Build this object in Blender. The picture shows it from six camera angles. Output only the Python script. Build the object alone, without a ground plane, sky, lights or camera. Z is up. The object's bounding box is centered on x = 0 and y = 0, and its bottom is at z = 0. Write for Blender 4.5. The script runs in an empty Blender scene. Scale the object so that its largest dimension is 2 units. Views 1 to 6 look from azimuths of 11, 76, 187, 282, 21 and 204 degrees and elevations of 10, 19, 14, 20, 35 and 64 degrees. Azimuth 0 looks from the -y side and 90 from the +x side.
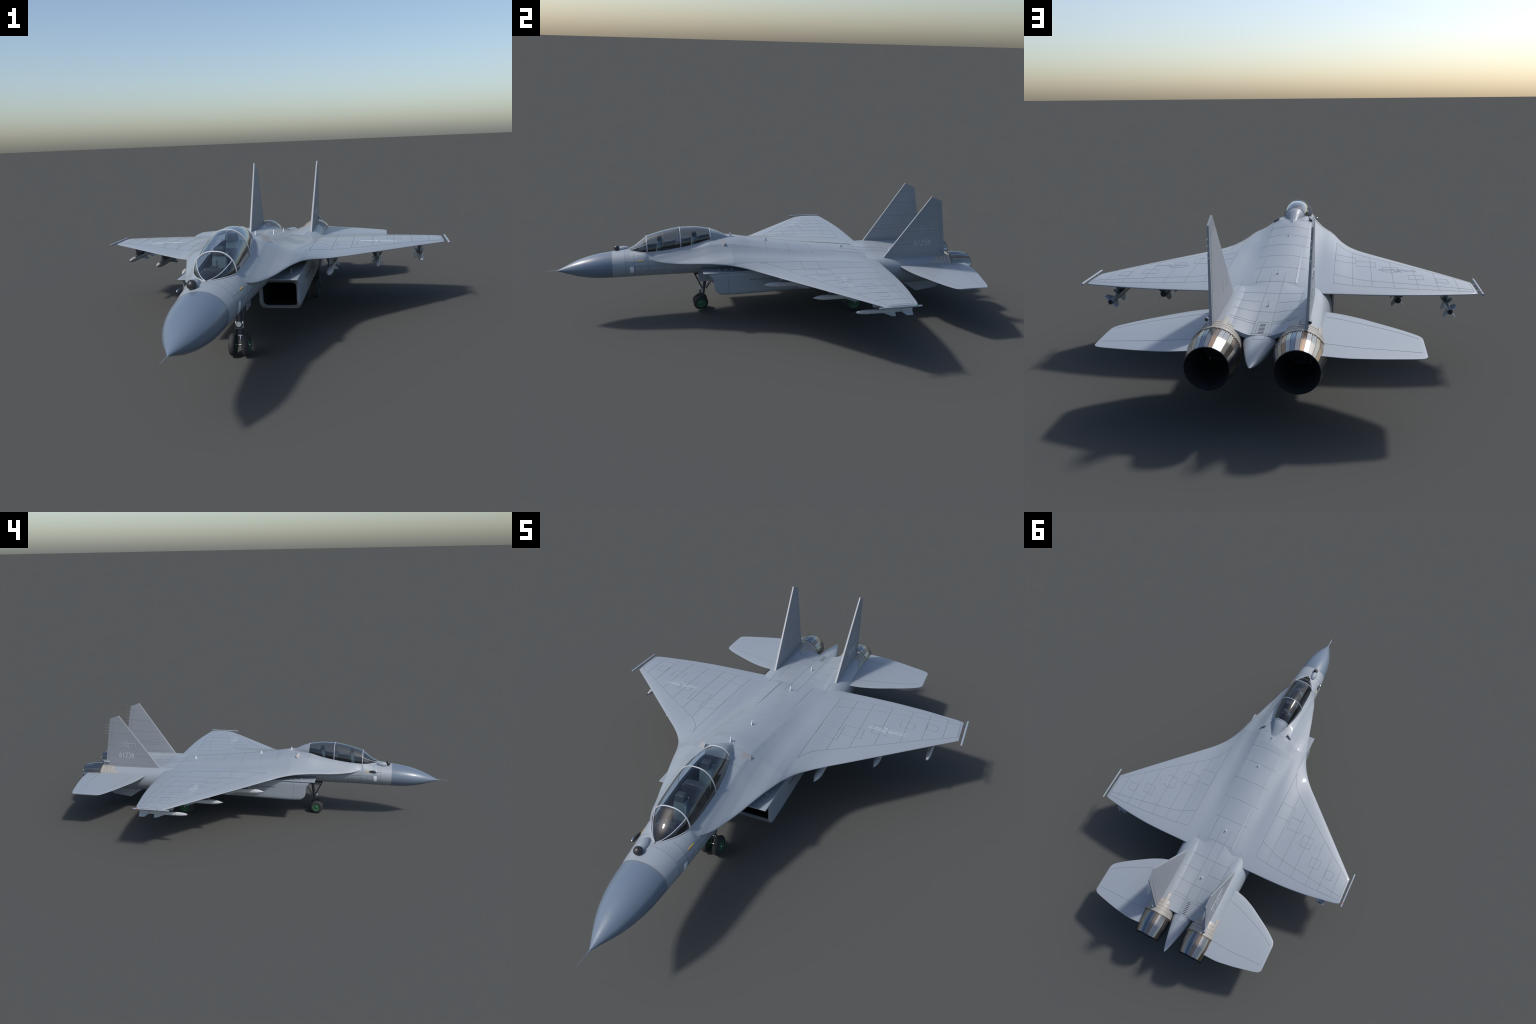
"""Twin-seat, twin-engine, twin-tail jet fighter on its landing gear.
Frame: nose towards -y, z up, longest side 2.0 m (pitot tip to tail boom)."""
import bpy, math, random
from math import sin, cos, pi, sqrt, radians
from mathutils import Vector, Matrix
from mathutils.bvhtree import BVHTree

random.seed(16)

# ------------------------------------------------------------------ helpers
def clamp(v, a=0.0, b=1.0):
    return max(a, min(b, v))

def smooth(v):
    v = clamp(v)
    return v * v * (3 - 2 * v)

def lerp(a, b, t):
    return a + (b - a) * t

def curve(*pts):
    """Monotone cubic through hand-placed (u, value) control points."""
    us = [p[0] for p in pts]
    vs = [p[1] for p in pts]
    n = len(us)
    d = [(vs[i + 1] - vs[i]) / (us[i + 1] - us[i]) for i in range(n - 1)]
    m = [d[0]] + [0.0 if d[i - 1] * d[i] <= 0 else 2 * d[i - 1] * d[i] / (d[i - 1] + d[i])
                  for i in range(1, n - 1)] + [d[-1]]

    def f(u):
        if u <= us[0]:
            return vs[0]
        if u >= us[-1]:
            return vs[-1]
        i = 0
        while u > us[i + 1]:
            i += 1
        h = us[i + 1] - us[i]
        t = (u - us[i]) / h
        t2, t3 = t * t, t * t * t
        return ((2 * t3 - 3 * t2 + 1) * vs[i] + (t3 - 2 * t2 + t) * h * m[i]
                + (-2 * t3 + 3 * t2) * vs[i + 1] + (t3 - t2) * h * m[i + 1])
    return f

def material(name, col, rough=0.45, metal=0.0, vary=0.0, scale=14.0, coat=0.0, spec=0.5,
             bump=0.0, col2=None):
    m = bpy.data.materials.new(name)
    m.use_nodes = True
    nt = m.node_tree
    b = nt.nodes["Principled BSDF"]
    b.inputs["Base Color"].default_value = (*col, 1)
    b.inputs["Roughness"].default_value = rough
    b.inputs["Metallic"].default_value = metal
    b.inputs["Coat Weight"].default_value = coat
    b.inputs["Coat Roughness"].default_value = 0.07
    b.inputs["Specular IOR Level"].default_value = spec
    if vary > 0:
        tc = nt.nodes.new("ShaderNodeTexCoord")
        nz = nt.nodes.new("ShaderNodeTexNoise")
        nz.inputs["Scale"].default_value = scale
        nz.inputs["Detail"].default_value = 2
        nt.links.new(tc.outputs["Object"], nz.inputs["Vector"])
        rp = nt.nodes.new("ShaderNodeValToRGB")
        lo = col2 or tuple(c * (1 - vary) for c in col)
        hi = tuple(min(1, c * (1 + vary)) for c in col)
        rp.color_ramp.elements[0].position = 0.0
        rp.color_ramp.elements[0].color = (*lo, 1)
        rp.color_ramp.elements[1].position = 1.0
        rp.color_ramp.elements[1].color = (*hi, 1)
        nt.links.new(nz.outputs["Fac"], rp.inputs["Fac"])
        nt.links.new(rp.outputs["Color"], b.inputs["Base Color"])
        if bump > 0:
            nb = nt.nodes.new("ShaderNodeTexNoise")
            nb.inputs["Scale"].default_value = 260
            nt.links.new(tc.outputs["Object"], nb.inputs["Vector"])
            bp = nt.nodes.new("ShaderNodeBump")
            bp.inputs["Strength"].default_value = bump
            bp.inputs["Distance"].default_value = 0.001
            nt.links.new(nb.outputs["Fac"], bp.inputs["Height"])
            nt.links.new(bp.outputs["Normal"], b.inputs["Normal"])
    return m

def glass_material(name, tint):
    m = bpy.data.materials.new(name)
    m.use_nodes = True
    b = m.node_tree.nodes["Principled BSDF"]
    b.inputs["Base Color"].default_value = (*tint, 1)
    b.inputs["Roughness"].default_value = 0.02
    b.inputs["Transmission Weight"].default_value = 1.0
    b.inputs["IOR"].default_value = 1.42
    return m

BODY = (0.242, 0.275, 0.314)
M_BODY = material("airframe_grey_paint", BODY, 0.5, vary=0.035, scale=7, coat=0.25)
M_FIN = material("tail_grey_paint", (0.235, 0.257, 0.287), 0.5, vary=0.035, scale=9, coat=0.2)
M_RADOME = material("radome_blue_grey", (0.118, 0.156, 0.210), 0.36, vary=0.03, scale=9, coat=0.25)
M_LINE = material("panel_gap", (0.135, 0.15, 0.172), 0.6)
M_GROOVE = material("fin_panel_gap", (0.17, 0.185, 0.215), 0.6)
M_LIGHT = material("emblem_lit_edge_tint", (0.40, 0.43, 0.48), 0.4)  # body grey lightened to draw the light catching the embossed star's edges
M_NUMBER = material("number_paint", (0.46, 0.50, 0.54), 0.5)
M_WHITE = material("pale_panel", (0.62, 0.66, 0.72), 0.4)
M_TRIM = material("frame_paint", (0.36, 0.39, 0.435), 0.4)
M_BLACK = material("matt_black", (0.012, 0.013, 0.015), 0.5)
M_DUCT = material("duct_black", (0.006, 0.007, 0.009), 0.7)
M_BALL = material("sensor_black", (0.022, 0.023, 0.026), 0.35)
M_YELLOW = material("yellow_marking", (0.55, 0.35, 0.05), 0.5)
M_GLASS = glass_material("canopy_glass", (0.80, 0.86, 0.92))
M_TUB = material("cockpit_dark", (0.030, 0.036, 0.045), 0.6, vary=0.2, scale=40)
M_SEAT = material("seat_teal_grey", (0.10, 0.145, 0.155), 0.6, vary=0.15, scale=60)
M_SEATDK = material("seat_dark", (0.035, 0.042, 0.05), 0.6)
M_TYRE = material("tyre_rubber", (0.022, 0.023, 0.025), 0.75, vary=0.2, scale=40)
M_HUB = material("wheel_green", (0.025, 0.11, 0.05), 0.4, vary=0.1, scale=40)
M_CHROME = material("gear_steel", (0.62, 0.65, 0.70), 0.2, metal=1.0)
M_STRUT = material("gear_dark", (0.09, 0.10, 0.12), 0.35, metal=0.6)
M_DOOR = material("gear_door_grey", (0.30, 0.33, 0.38), 0.5)
M_LAMP = material("lamp_glass", (0.75, 0.77, 0.74), 0.15)
M_MISSILE = material("missile_white", (0.45, 0.475, 0.50), 0.4, vary=0.04, scale=20)
M_NOSECONE = material("missile_nose", (0.40, 0.43, 0.46), 0.35)
M_BAND = material("missile_band", (0.30, 0.20, 0.10), 0.5)
M_MFIN = material("missile_fin_grey", (0.42, 0.46, 0.51), 0.45)
M_PYLON = material("pylon_grey", (0.30, 0.33, 0.38), 0.5, vary=0.05)
M_SHROUD = material("warm_titanium", (0.31, 0.30, 0.28), 0.45, metal=0.1, vary=0.05, scale=30)
M_SHROUDLINE = material("heat_stain", (0.21, 0.165, 0.115), 0.5)
M_INNER = material("nozzle_inner_darkened", (0.006, 0.007, 0.011), 0.75)  # near-black colour for the inside of the nozzle
M_RIM = material("nozzle_rim", (0.06, 0.066, 0.08), 0.35, metal=0.9)
PETAL = [material("petal_" + n, c, 0.25, metal=1.0) for n, c in (
    ("straw", (0.40, 0.37, 0.31)), ("steel", (0.31, 0.31, 0.295)), ("blue", (0.195, 0.225, 0.265)),
    ("bronze", (0.31, 0.235, 0.175)), ("silver", (0.37, 0.365, 0.34)))]
M_LINK = material("link_bronze", (0.30, 0.25, 0.19), 0.3, metal=0.9)
M_RED = material("lamp_red", (0.7, 0.03, 0.02), 0.3)
M_GREEN = material("lamp_green", (0.02, 0.35, 0.08), 0.3)

ROOT = bpy.data.objects.new("jet_fighter", None)
bpy.context.scene.collection.objects.link(ROOT)
ROOT["label"] = "grey twin-tail twin-engine two-seat jet fighter with missiles"
ROOT["category"] = "fighter jet"

def add(name, data, parent=None, loc=None, rot=None, scale=None):
    o = bpy.data.objects.new(name, data)
    bpy.context.scene.collection.objects.link(o)
    o.parent = parent or ROOT
    if loc:
        o.location = loc
    if rot:
        o.rotation_euler = rot
    if scale:
        o.scale = scale
    return o

def make_mesh(name, verts, faces, mats, smooth_angle=35, mat_idx=None):
    me = bpy.data.meshes.new(name)
    me.from_pydata([tuple(v) for v in verts], [], faces)
    for m in (mats if isinstance(mats, (list, tuple)) else [mats]):
        me.materials.append(m)
    if mat_idx:
        for p, i in zip(me.polygons, mat_idx):
            p.material_index = i
    me.validate()
    if smooth_angle:
        me.polygons.foreach_set("use_smooth", [True] * len(me.polygons))
        me.set_sharp_from_angle(angle=radians(smooth_angle))
    me.update()
    return me

def fix_normals(me):
    import bmesh
    bm = bmesh.new()
    bm.from_mesh(me)
    bmesh.ops.recalc_face_normals(bm, faces=bm.faces)
    bm.to_mesh(me)
    bm.free()

def part(name, verts, faces, mats, parent=None, smooth_angle=35, mat_idx=None, fix=True):
    me = make_mesh(name, verts, faces, mats, None, mat_idx)
    if fix:
        fix_normals(me)
    if smooth_angle:
        me.polygons.foreach_set("use_smooth", [True] * len(me.polygons))
        me.set_sharp_from_angle(angle=radians(smooth_angle))
    return add(name, me, parent)

def mirrored(verts):
    return [(-v[0], v[1], v[2]) for v in verts]

def pair(name, verts, faces, mats, parent=None, smooth_angle=35, mat_idx=None):
    """The part on the +x side and its mirror image."""
    a = part(name, verts, faces, mats, parent, smooth_angle, mat_idx)
    b = part(name, mirrored(verts), faces, mats, parent, smooth_angle, mat_idx)
    return a, b

def loft(rings, closed=True, cap0=False, cap1=False):
    """Faces over equally long rings of points."""
    n = len(rings[0])
    verts = [v for r in rings for v in r]
    faces = []
    for i in range(len(rings) - 1):
        for j in range(n if closed else n - 1):
            k = (j + 1) % n
            faces.append((i * n + j, i * n + k, (i + 1) * n + k, (i + 1) * n + j))
    if cap0:
        faces.append(tuple(reversed(range(n))))
    if cap1:
        faces.append(tuple(range((len(rings) - 1) * n, len(rings) * n)))
    return verts, faces

def lathe(profile, seg=32, centre=(0, 0, 0), axis="y", caps=False):
    """Solid of revolution about y (profile: (y, radius))."""
    rings = []
    for u, r in profile:
        ring = []
        for k in range(seg):
            a = 2 * pi * k / seg
            p = (r * cos(a), u, r * sin(a)) if axis == "y" else (u, r * cos(a), r * sin(a))
            ring.append(tuple(p[i] + centre[i] for i in range(3)))
        rings.append(ring)
    return loft(rings, True, caps, caps)

def box(x0, x1, y0, y1, z0, z1):
    v = [(x, y, z) for x in (x0, x1) for y in (y0, y1) for z in (z0, z1)]
    f = [(0, 1, 3, 2), (4, 6, 7, 5), (0, 4, 5, 1), (2, 3, 7, 6), (0, 2, 6, 4), (1, 5, 7, 3)]
    return v, f

def merge(*vf):
    V, F = [], []
    for v, f in vf:
        o = len(V)
        V += list(v)
        F += [tuple(i + o for i in q) for q in f]
    return V, F

def rod(p, q, r, seg=10, r2=None):
    p, q = Vector(p), Vector(q)
    d = (q - p).normalized()
    a = d.orthogonal().normalized()
    b = d.cross(a)
    r2 = r if r2 is None else r2
    rings = [[tuple(c + (a * cos(2 * pi * k / seg) + b * sin(2 * pi * k / seg)) * rr)
              for k in range(seg)] for c, rr in ((p, r), (q, r2))]
    return loft(rings, True, True, True)

def tube(path, r, seg=8):
    path = [Vector(p) for p in path]
    rings = []
    for i, p in enumerate(path):
        d = (path[min(i + 1, len(path) - 1)] - path[max(i - 1, 0)]).normalized()
        a = d.cross(Vector((0.013, 0.027, 1.0)))
        if a.length < 1e-3:
            a = d.orthogonal()
        a.normalize()
        b = d.cross(a)
        rings.append([tuple(p + (a * cos(2 * pi * k / seg) + b * sin(2 * pi * k / seg)) * r)
                      for k in range(seg)])
    return loft(rings, True, True, True)

def ellipsoid(c, r, nu=20, nv=14):
    rings = []
    for i in range(nv + 1):
        t = pi * i / nv
        rr = max(sin(t), 1e-4)
        rings.append([(c[0] + r[0] * rr * cos(2 * pi * k / nu), c[1] - r[1] * cos(t),
                       c[2] + r[2] * rr * sin(2 * pi * k / nu)) for k in range(nu)])
    return loft(rings, True, True, True)

def bevel(o, w, seg=2, angle=40):
    m = o.modifiers.new("edge", "BEVEL")
    m.width = w
    m.segments = seg
    m.limit_method = "ANGLE"
    m.angle_limit = radians(angle)
    return o

# --------------------------------------------------- planform and surfaces
# outer edge of the blended strake and wing, x and z over y
edge_x = curve((-.605, .062), (-.58, .068), (-.5544, .0765), (-.53, .089), (-.5, .102), (-.45, .117),
               (-.4, .1324), (-.35, .1460), (-.3, .1608), (-.25, .1760), (-.2, .1915), (-.15, .2120),
               (-.1, .243), (-.05, .285), (0, .336), (.1, .4385), (.2, .541), (.312, .6555))
edge_z = curve((-.605, .279), (-.5544, .2785), (-.53, .2735), (-.5, .270), (-.45, .2674), (-.4, .2684),
               (-.35, .2711), (-.3, .2734), (-.25, .2729), (-.2, .2686), (-.15, .2621), (-.1, .2545),
               (-.05, .25), (0, .2479), (.1, .2448), (.2, .2417), (.314, .2375))
lead_y = curve((.062, -.605), (.0765, -.5544), (.089, -.53), (.102, -.5), (.117, -.45), (.1324, -.4),
               (.1460, -.35), (.1608, -.3), (.1760, -.25), (.1915, -.2), (.2120, -.15), (.243, -.1),
               (.285, -.05), (.336, 0), (.4385, .1), (.541, .2), (.6555, .312))
trail_y = curve((.0, .4885), (.15, .4882), (.2, .4875), (.27, .4875), (.35, .4862), (.41, .4832), (.465, .4783),
                (.52, .472), (.565, .4645), (.61, .4575), (.635, .4525), (.65, .4465), (.6585, .4425))
camber = curve((.0, .017), (.19, .017), (.27, .0135), (.34, .0128), (.42, .012), (.5, .0105),
               (.575, .0085), (.66, .0045))
# cockpit opening (sill) and, behind it, the fairing edge: half width and height over y
sill_x = curve((-.649, .0), (-.635, .016), (-.62, .028), (-.6, .041), (-.563, .0563), (-.5, .0605), (-.4153, .0614),
               (-.35, .0565), (-.281, .0425), (-.22, .022), (-.16, .0))
spine_z = curve((-.649, .3044), (-.6, .3045), (-.563, .3062), (-.5, .311), (-.4153, .3225),
                (-.35, .334), (-.281, .3475), (-.22, .347), (-.16, .344), (-.118, .336),
                (-.018, .3185), (.0755, .3060), (.184, .2905), (.298, .2755), (.357, .2685),
                (.425, .2585), (.46, .249), (.49, .242))
TRAIL_Z = .240

def foil(c):
    c = clamp(c)
    return sqrt(c) * (1 - c) ** .7 / .4427

def chord(x, y):
    a, b = lead_y(x), trail_y(x)
    return clamp((y - a) / (b - a)), edge_z(a)

def wing_upper(x, y):
    c, ze = chord(x, y)
    return lerp(ze, TRAIL_Z, c) + camber(x) * foil(c) + .0010 * c

def wing_lower(x, y):
    c, ze = chord(x, y)
    return lerp(ze, TRAIL_Z, c) - .0065 * foil(c) * (camber(x) / .0128) ** .5 - .0010 * c

def shell_z(x, y):
    """Upper surface: wing and strake plus the dorsal hump."""
    x = abs(x)
    w = wing_upper(x, y)
    xi = sill_x(y)
    xh = min(.192, edge_x(y))
    s = clamp((x - xi) / max(xh - xi, 1e-4))
    front = 1 - smooth((y + .42) / .22)
    bell = lerp((1 - s * s) ** lerp(1.5, 2.5, smooth((y + .04) / .26)), .5 * (1 - s) ** 1.7 + .5 * (1 - s), front)
    return w + max(0, spine_z(y) - wing_upper(xi, y)) * bell

def build_shell():
    nv, nt = 250, 84
    ys = []
    for k in range(nv + 1):
        v = k / nv
        v = lerp(v, .5 - .5 * cos(pi * v), .35)
        ys.append(lerp(-.605, .4885, v))
    up, lo = [], []
    for y0 in ys:
        skew = smooth((y0 - .12) / (.4885 - .12))
        yat = lambda x: y0 - skew * (.4885 - trail_y(x))
        xe = .3
        for _ in range(14):
            xe = min(edge_x(yat(xe)), .6570)
        xi = sill_x(y0)
        ru, rl = [], []
        for j in range(nt + 1):
            t = j / nt
            g = lerp(t, sin(pi / 2 * t), .8)
            x = lerp(xi, xe, g)
            y = yat(x)
            tip = smooth((xe - x) / .010) if xe > .65 else 1
            u, l = shell_z(x, y), wing_lower(x, y)
            if xe > .6:
                k = clamp((x - .6435) / .0135)
                mid = (u + l) / 2
                f = sqrt(max(0, 1 - k * k))
                u, l = mid + (u - mid) * f, mid + (l - mid) * f
            if j == nt:
                u = l = (u + l) / 2
            ru.append((x, y, u))
            rl.append((x, y, l))
        up.append(ru)
        lo.append(rl)
    n = nt + 1
    V = [v for r in up for v in r] + [v for r in lo for v in r]
    off = n * (nv + 1)
    F = []
    for i in range(nv):
        for j in range(nt):
            a = i * n + j
            F.append((a, a + 1, a + n + 1, a + n))
            F.append((off + a, off + a + n, off + a + n + 1, off + a + 1))
    for j in range(nt):
        a = nv * n + j
        F.append((a, a + 1, off + a + 1, off + a))
    # mirror and weld
    import bmesh
    me = bpy.data.meshes.new("blended_body")
    m = len(V)
    me.from_pydata(V + mirrored(V), [], F + [tuple(i + m for i in reversed(f)) for f in F])
    bm = bmesh.new()
    bm.from_mesh(me)
    bmesh.ops.remove_doubles(bm, verts=bm.verts, dist=2e-5)
    bmesh.ops.recalc_face_normals(bm, faces=bm.faces)
    bm.to_mesh(me)
    bm.free()
    me.polygons.foreach_set("use_smooth", [True] * len(me.polygons))
    me.update()
    normals = [v.normal.copy() for v in me.vertices]
    groups = {"fuselage": [], "wing": [], "wing.001": []}
    for p in me.polygons:
        c = p.center
        outer = abs(c.x) > .205 and c.y > -.14
        groups["fuselage" if not outer else ("wing" if c.x > 0 else "wing.001")].append(p.index)
    out = {}
    for key, ids in groups.items():
        used = {}
        fv, ff = [], []
        for i in ids:
            q = []
            for vi in me.polygons[i].vertices:
                if vi not in used:
                    used[vi] = len(fv)
                    fv.append(me.vertices[vi].co.copy())
                q.append(used[vi])
            ff.append(tuple(q))
        g = bpy.data.meshes.new(key.split(".")[0])
        g.from_pydata(fv, [], ff)
        g.materials.append(M_BODY)
        g.polygons.foreach_set("use_smooth", [True] * len(g.polygons))
        g.update()
        nn = [None] * len(fv)
        for old, new in used.items():
            nn[new] = normals[old]
        g.normals_split_custom_set_from_vertices(nn)
        out[key] = add(key.split(".")[0], g)
    bpy.data.meshes.remove(me)
    return out

shell = build_shell()

# --------------------------------------------------------------- nose
half_w = curve((-.951, .0015), (-.93, .0120), (-.9, .0270), (-.87, .0402), (-.83, .0532), (-.79, .0620),
               (-.75, .0672), (-.717, .0698), (-.68, .0735), (-.6, .0805), (-.55, .0835), (-.45, .089), (-.4, .094),
               (-.33, .101), (-.26, .108), (-.2, .108), (-.1, .095), (0, .070), (.1, .045))
half_h = curve((-.951, .0015), (-.93, .0096), (-.9, .0218), (-.87, .0328), (-.83, .0437), (-.79, .0511),
               (-.75, .0553), (-.717, .0572), (-.68, .0593), (-.6, .0636), (-.55, .066), (-.4, .075),
               (-.3, .074), (-.2, .070), (-.1, .060), (0, .050), (.1, .035))
mid_z = curve((-.951, .2226), (-.93, .224), (-.9, .2265), (-.87, .229), (-.83, .232), (-.79, .2346),
              (-.75, .237), (-.717, .239), (-.68, .2415), (-.6, .2472), (-.55, .2505), (-.4, .2595),
              (-.3, .261), (-.2, .262), (-.1, .258), (0, .256), (.1, .252))

def nose_ring(y, n=64):
    a, b, c = half_w(y), half_h(y), mid_z(y)
    return [(a * sin(2 * pi * k / n), y, c + b * cos(2 * pi * k / n)) for k in range(n)]

ys = [-.951 + .234 * (i / 40) ** 1.25 for i in range(41)]
v, f = loft([nose_ring(y) for y in ys], True, True, True)
part("radome", v, f, M_RADOME, smooth_angle=50)

# forward fuselage: the ring opens along the sill of the cockpit
rings = []
N = 48
for i in range(121):
    y = lerp(-.7155, .10, i / 120)
    a, b, c = half_w(y), half_h(y), mid_z(y)
    xi = sill_x(y)
    open_z = spine_z(y)
    t0 = math.asin(clamp(xi / a, 0, .98))
    half = []
    for k in range(N + 1):
        t = lerp(t0, pi, k / N)
        x, z = a * sin(t), c + b * cos(t)
        if t < pi / 2 and xi > 1e-4 and y < -.16:
            # upper flank is led through the sill line
            top = c + b * cos(t0)
            z = c + (z - c) * (open_z - c) / max(top - c, 1e-4)
        if y > -.56 and z > edge_z(y) - .02:
            z = min(z, shell_z(x, y) - lerp(.001, .006, smooth((y + .56) / .1)))
        half.append((x, y, z))
    rings.append(half + [(-p[0], p[1], p[2]) for p in reversed(half)])
v, f = loft(rings, False)
nose = part("forward_fuselage", v, f, M_BODY, smooth_angle=60)
# collar between radome and fuselage
v, f = loft([[(p[0] * k, y, (p[2] - mid_z(y)) * k + mid_z(y)) for p in nose_ring(y)]
             for y, k in ((-.7185, .985), (-.7185, 1.004), (-.7155, 1.004), (-.7155, .985))])
part("radome_joint", v, f, M_LINE, smooth_angle=30)
# pitot
v, f = lathe([(-1.0, .0002), (-.9985, .0005), (-.978, .0006), (-.960, .0007), (-.957, .0012), (-.946, .0020)], 12, (0, 0, .2227))
part("pitot_probe", v, f, M_CHROME)

# ------------------------------------------------------------- canopy
glass_top = curve((-.649, .3046), (-.619, .3205), (-.599, .336), (-.579, .3512), (-.563, .3625),
                  (-.539, .371), (-.4795, .3875), (-.4167, .3978), (-.36, .399), (-.32, .3955),
                  (-.281, .3870), (-.2587, .3805), (-.2382, .3715), (-.2135, .3590), (-.1928, .3495),
                  (-.16, .3442))

def glass_pt(y, phi, out=0.0):
    """phi 0 at the +x sill, pi/2 at the crown, pi at the -x sill."""
    xi, zs, zt = sill_x(y), spine_z(y), glass_top(y)
    cx, s = cos(phi), sin(phi)
    x = xi * math.copysign(abs(cx) ** .86, cx)
    z = zs + (zt - zs) * abs(s) ** .97
    n = Vector((cx * (zt - zs), 0, s * xi + 1e-5)).normalized()
    return (x + n.x * out, y, z + n.z * out)

def glass_piece(name, y0, y1, mat, thick=.0014, ny=24):
    nphi = 40
    rings = []
    for i in range(ny + 1):
        y = lerp(y0, y1, i / ny)
        o = [glass_pt(y, pi * k / nphi) for k in range(nphi + 1)]
        inn = [glass_pt(y, pi * k / nphi, -thick) for k in range(nphi, -1, -1)]
        rings.append(o + inn)
    v, f = loft(rings, True, True, True)
    return part(name, v, f, mat, smooth_angle=45)

glass_piece("windscreen", -.646, -.5645, M_GLASS)
glass_piece("canopy_pane", -.5615, -.418, M_GLASS)
glass_piece("canopy_pane", -.415, -.2825, M_GLASS)
rings = []
for i in range(31):
    y = lerp(-.2805, -.158, i / 30)
    rings.append([glass_pt(min(y, -.1601), pi * k / 40)[:1] + (y,) + glass_pt(min(y, -.1601), pi * k / 40)[2:]
                  for k in range(41)])
v, f = loft(rings, False)
n0 = len(v)
f.append(tuple(range(41)))
part("canopy_fairing", v, f, M_BODY, smooth_angle=50)
frames = []
for y, r in ((-.5632, .0021), (-.4165, .0017), (-.2812, .0019)):
    frames.append(tube([glass_pt(y, pi * k / 48, .0006) for k in range(49)], r))
part("canopy_bow", *merge(*frames), M_TRIM, smooth_angle=60)
rails = []
for s in (1, -1):
    rails.append(tube([(s * sill_x(y), y, spine_z(y) + .0004)
                       for y in [lerp(-.648, -.165, k / 70) for k in range(71)]], .0016))
    rails.append(tube([glass_pt(lerp(-.646, -.5632, k / 16), (pi / 2 if s > 0 else pi / 2) - s * lerp(.95, .93, k / 16), .0004)
                       for k in range(17)], .0011))
part("canopy_rail", *merge(*rails), M_TRIM, smooth_angle=60)

# ------------------------------------------------------------ cockpit
rings = []
for i in range(41):
    y = lerp(-.63, -.284, i / 40)
    w, zt = max(sill_x(y) - .0025, .003), spine_z(y) - .0015
    fl = .262
    rings.append([(w, y, zt), (w - .004, y, zt - .002), (w - .004, y, fl + .024), (w * .62, y, fl + .024), (w * .62, y, fl),
                  (-w * .62, y, fl), (-w * .62, y, fl + .024), (-w + .004, y, fl + .024), (-w + .004, y, zt - .002), (-w, y, zt)])
v, f = loft(rings, False)
f.append(tuple(range(10)))
f.append(tuple(range(400, 410)))
tub = part("cockpit_tub", v, f, M_TUB, smooth_angle=20)

def seat(y, z, name="ejection_seat"):
    o = part(name, *merge(box(-.020, .020, y - .034, y + .006, .262, .282)), M_SEATDK, tub, 20)
    back = part("seat_back", *merge(
        [[(sx * w, y + dy + k, zz) for sx in (-1, 1) for (zz, w, dy) in ((.272, .020, 0), (z - .018, .017, .012), (z - .006, .013, .014)) for k in (0, .014)],
         []]) if False else loft([[(-w, y + d, zz), (w, y + d, zz), (w, y + d + .014, zz), (-w, y + d + .014, zz)]
               for zz, w, d in ((.272, .021, .0), (z - .030, .020, .008), (z - .020, .017, .010))], True, True, True),
        M_SEAT, tub, 20)
    head = part("headrest", *loft([[(-w, y + d, zz), (w, y + d, zz), (w, y + d + .018, zz), (-w, y + d + .018, zz)]
               for zz, w, d in ((z - .020, .015, .005), (z - .002, .014, .007), (z + .002, .011, .009))], True, True, True),
        M_SEATDK, tub, 20)
    for q in (o, back, head):
        bevel(q, .0015)
    part("seat_rail", *merge(rod((-.018, y + .022, .27), (-.016, y + .030, z - .015), .0022),
                             rod((.018, y + .022, .27), (.016, y + .030, z - .015), .0022)), M_CHROME, tub)

seat(-.522, .364)
seat(-.368, .376)
for y, z, w in ((-.590, .322, .036), (-.428, .345, .042)):
    q = part("instrument_panel", *loft([[(-w, y, .27), (w, y, .27), (w, y + .012, .27), (-w, y + .012, .27)],
                                        [(-w * .95, y - .006, z - .012), (w * .95, y - .006, z - .012), (w * .95, y + .022, z - .010), (-w * .95, y + .022, z - .010)],
                                        [(-w * .7, y - .004, z), (w * .7, y - .004, z), (w * .7, y + .018, z), (-w * .7, y + .018, z)]], True, True, True),
             M_TUB, tub, 20)
    bevel(q, .002)
part("head_up_display", *merge(box(-.010, .010, -.578, -.570, .322, .327), box(-.0095, -.0085, -.577, -.571, .326, .342),
                               box(.0085, .0095, -.577, -.571, .326, .342)), M_SEATDK, tub, 20)
part("grab_handle", *merge(tube([(.012 * cos(t), -.412, .300 + .010 * sin(t)) for t in [pi * k / 10 for k in range(11)]], .0012),
                           tube([(.012 * cos(t), -.560, .290 + .010 * sin(t)) for t in [pi * k / 10 for k in range(11)]], .0012)),
     M_YELLOW, tub)

# ------------------------------------------------- intakes and nacelles
lip_y = curve((.128, -.255), (.1383, -.2648), (.151, -.2786), (.164, -.2836), (.1874, -.2855), (.2065, -.2894),
              (.2196, -.2981), (.2307, -.3098), (.2373, -.3316))
n_in = curve((-.285, .056), (0, .056), (.2, .053), (.35, .048), (.5, .0485), (.80, .052))
n_out = curve((-.285, .1800), (0, .1815), (.2, .186), (.35, .187), (.5, .186), (.62, .184), (.80, .181))
n_top = curve((-.285, .2373), (-.2, .239), (0, .243), (.2, .247), (.40, .2450), (.46, .2498), (.52, .2523), (.62, .2515), (.80, .2495))
n_bot = curve((-.285, .1290), (-.2, .1272), (-.1, .1285), (0, .130), (.1, .1315), (.3, .125), (.5, .118), (.62, .1165), (.80, .118))
n_exp = curve((-.285, 9.0), (0, 8.0), (.15, 6.0), (.32, 3.2), (.5, 2.1), (.62, 2.0), (.80, 2.0))

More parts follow.
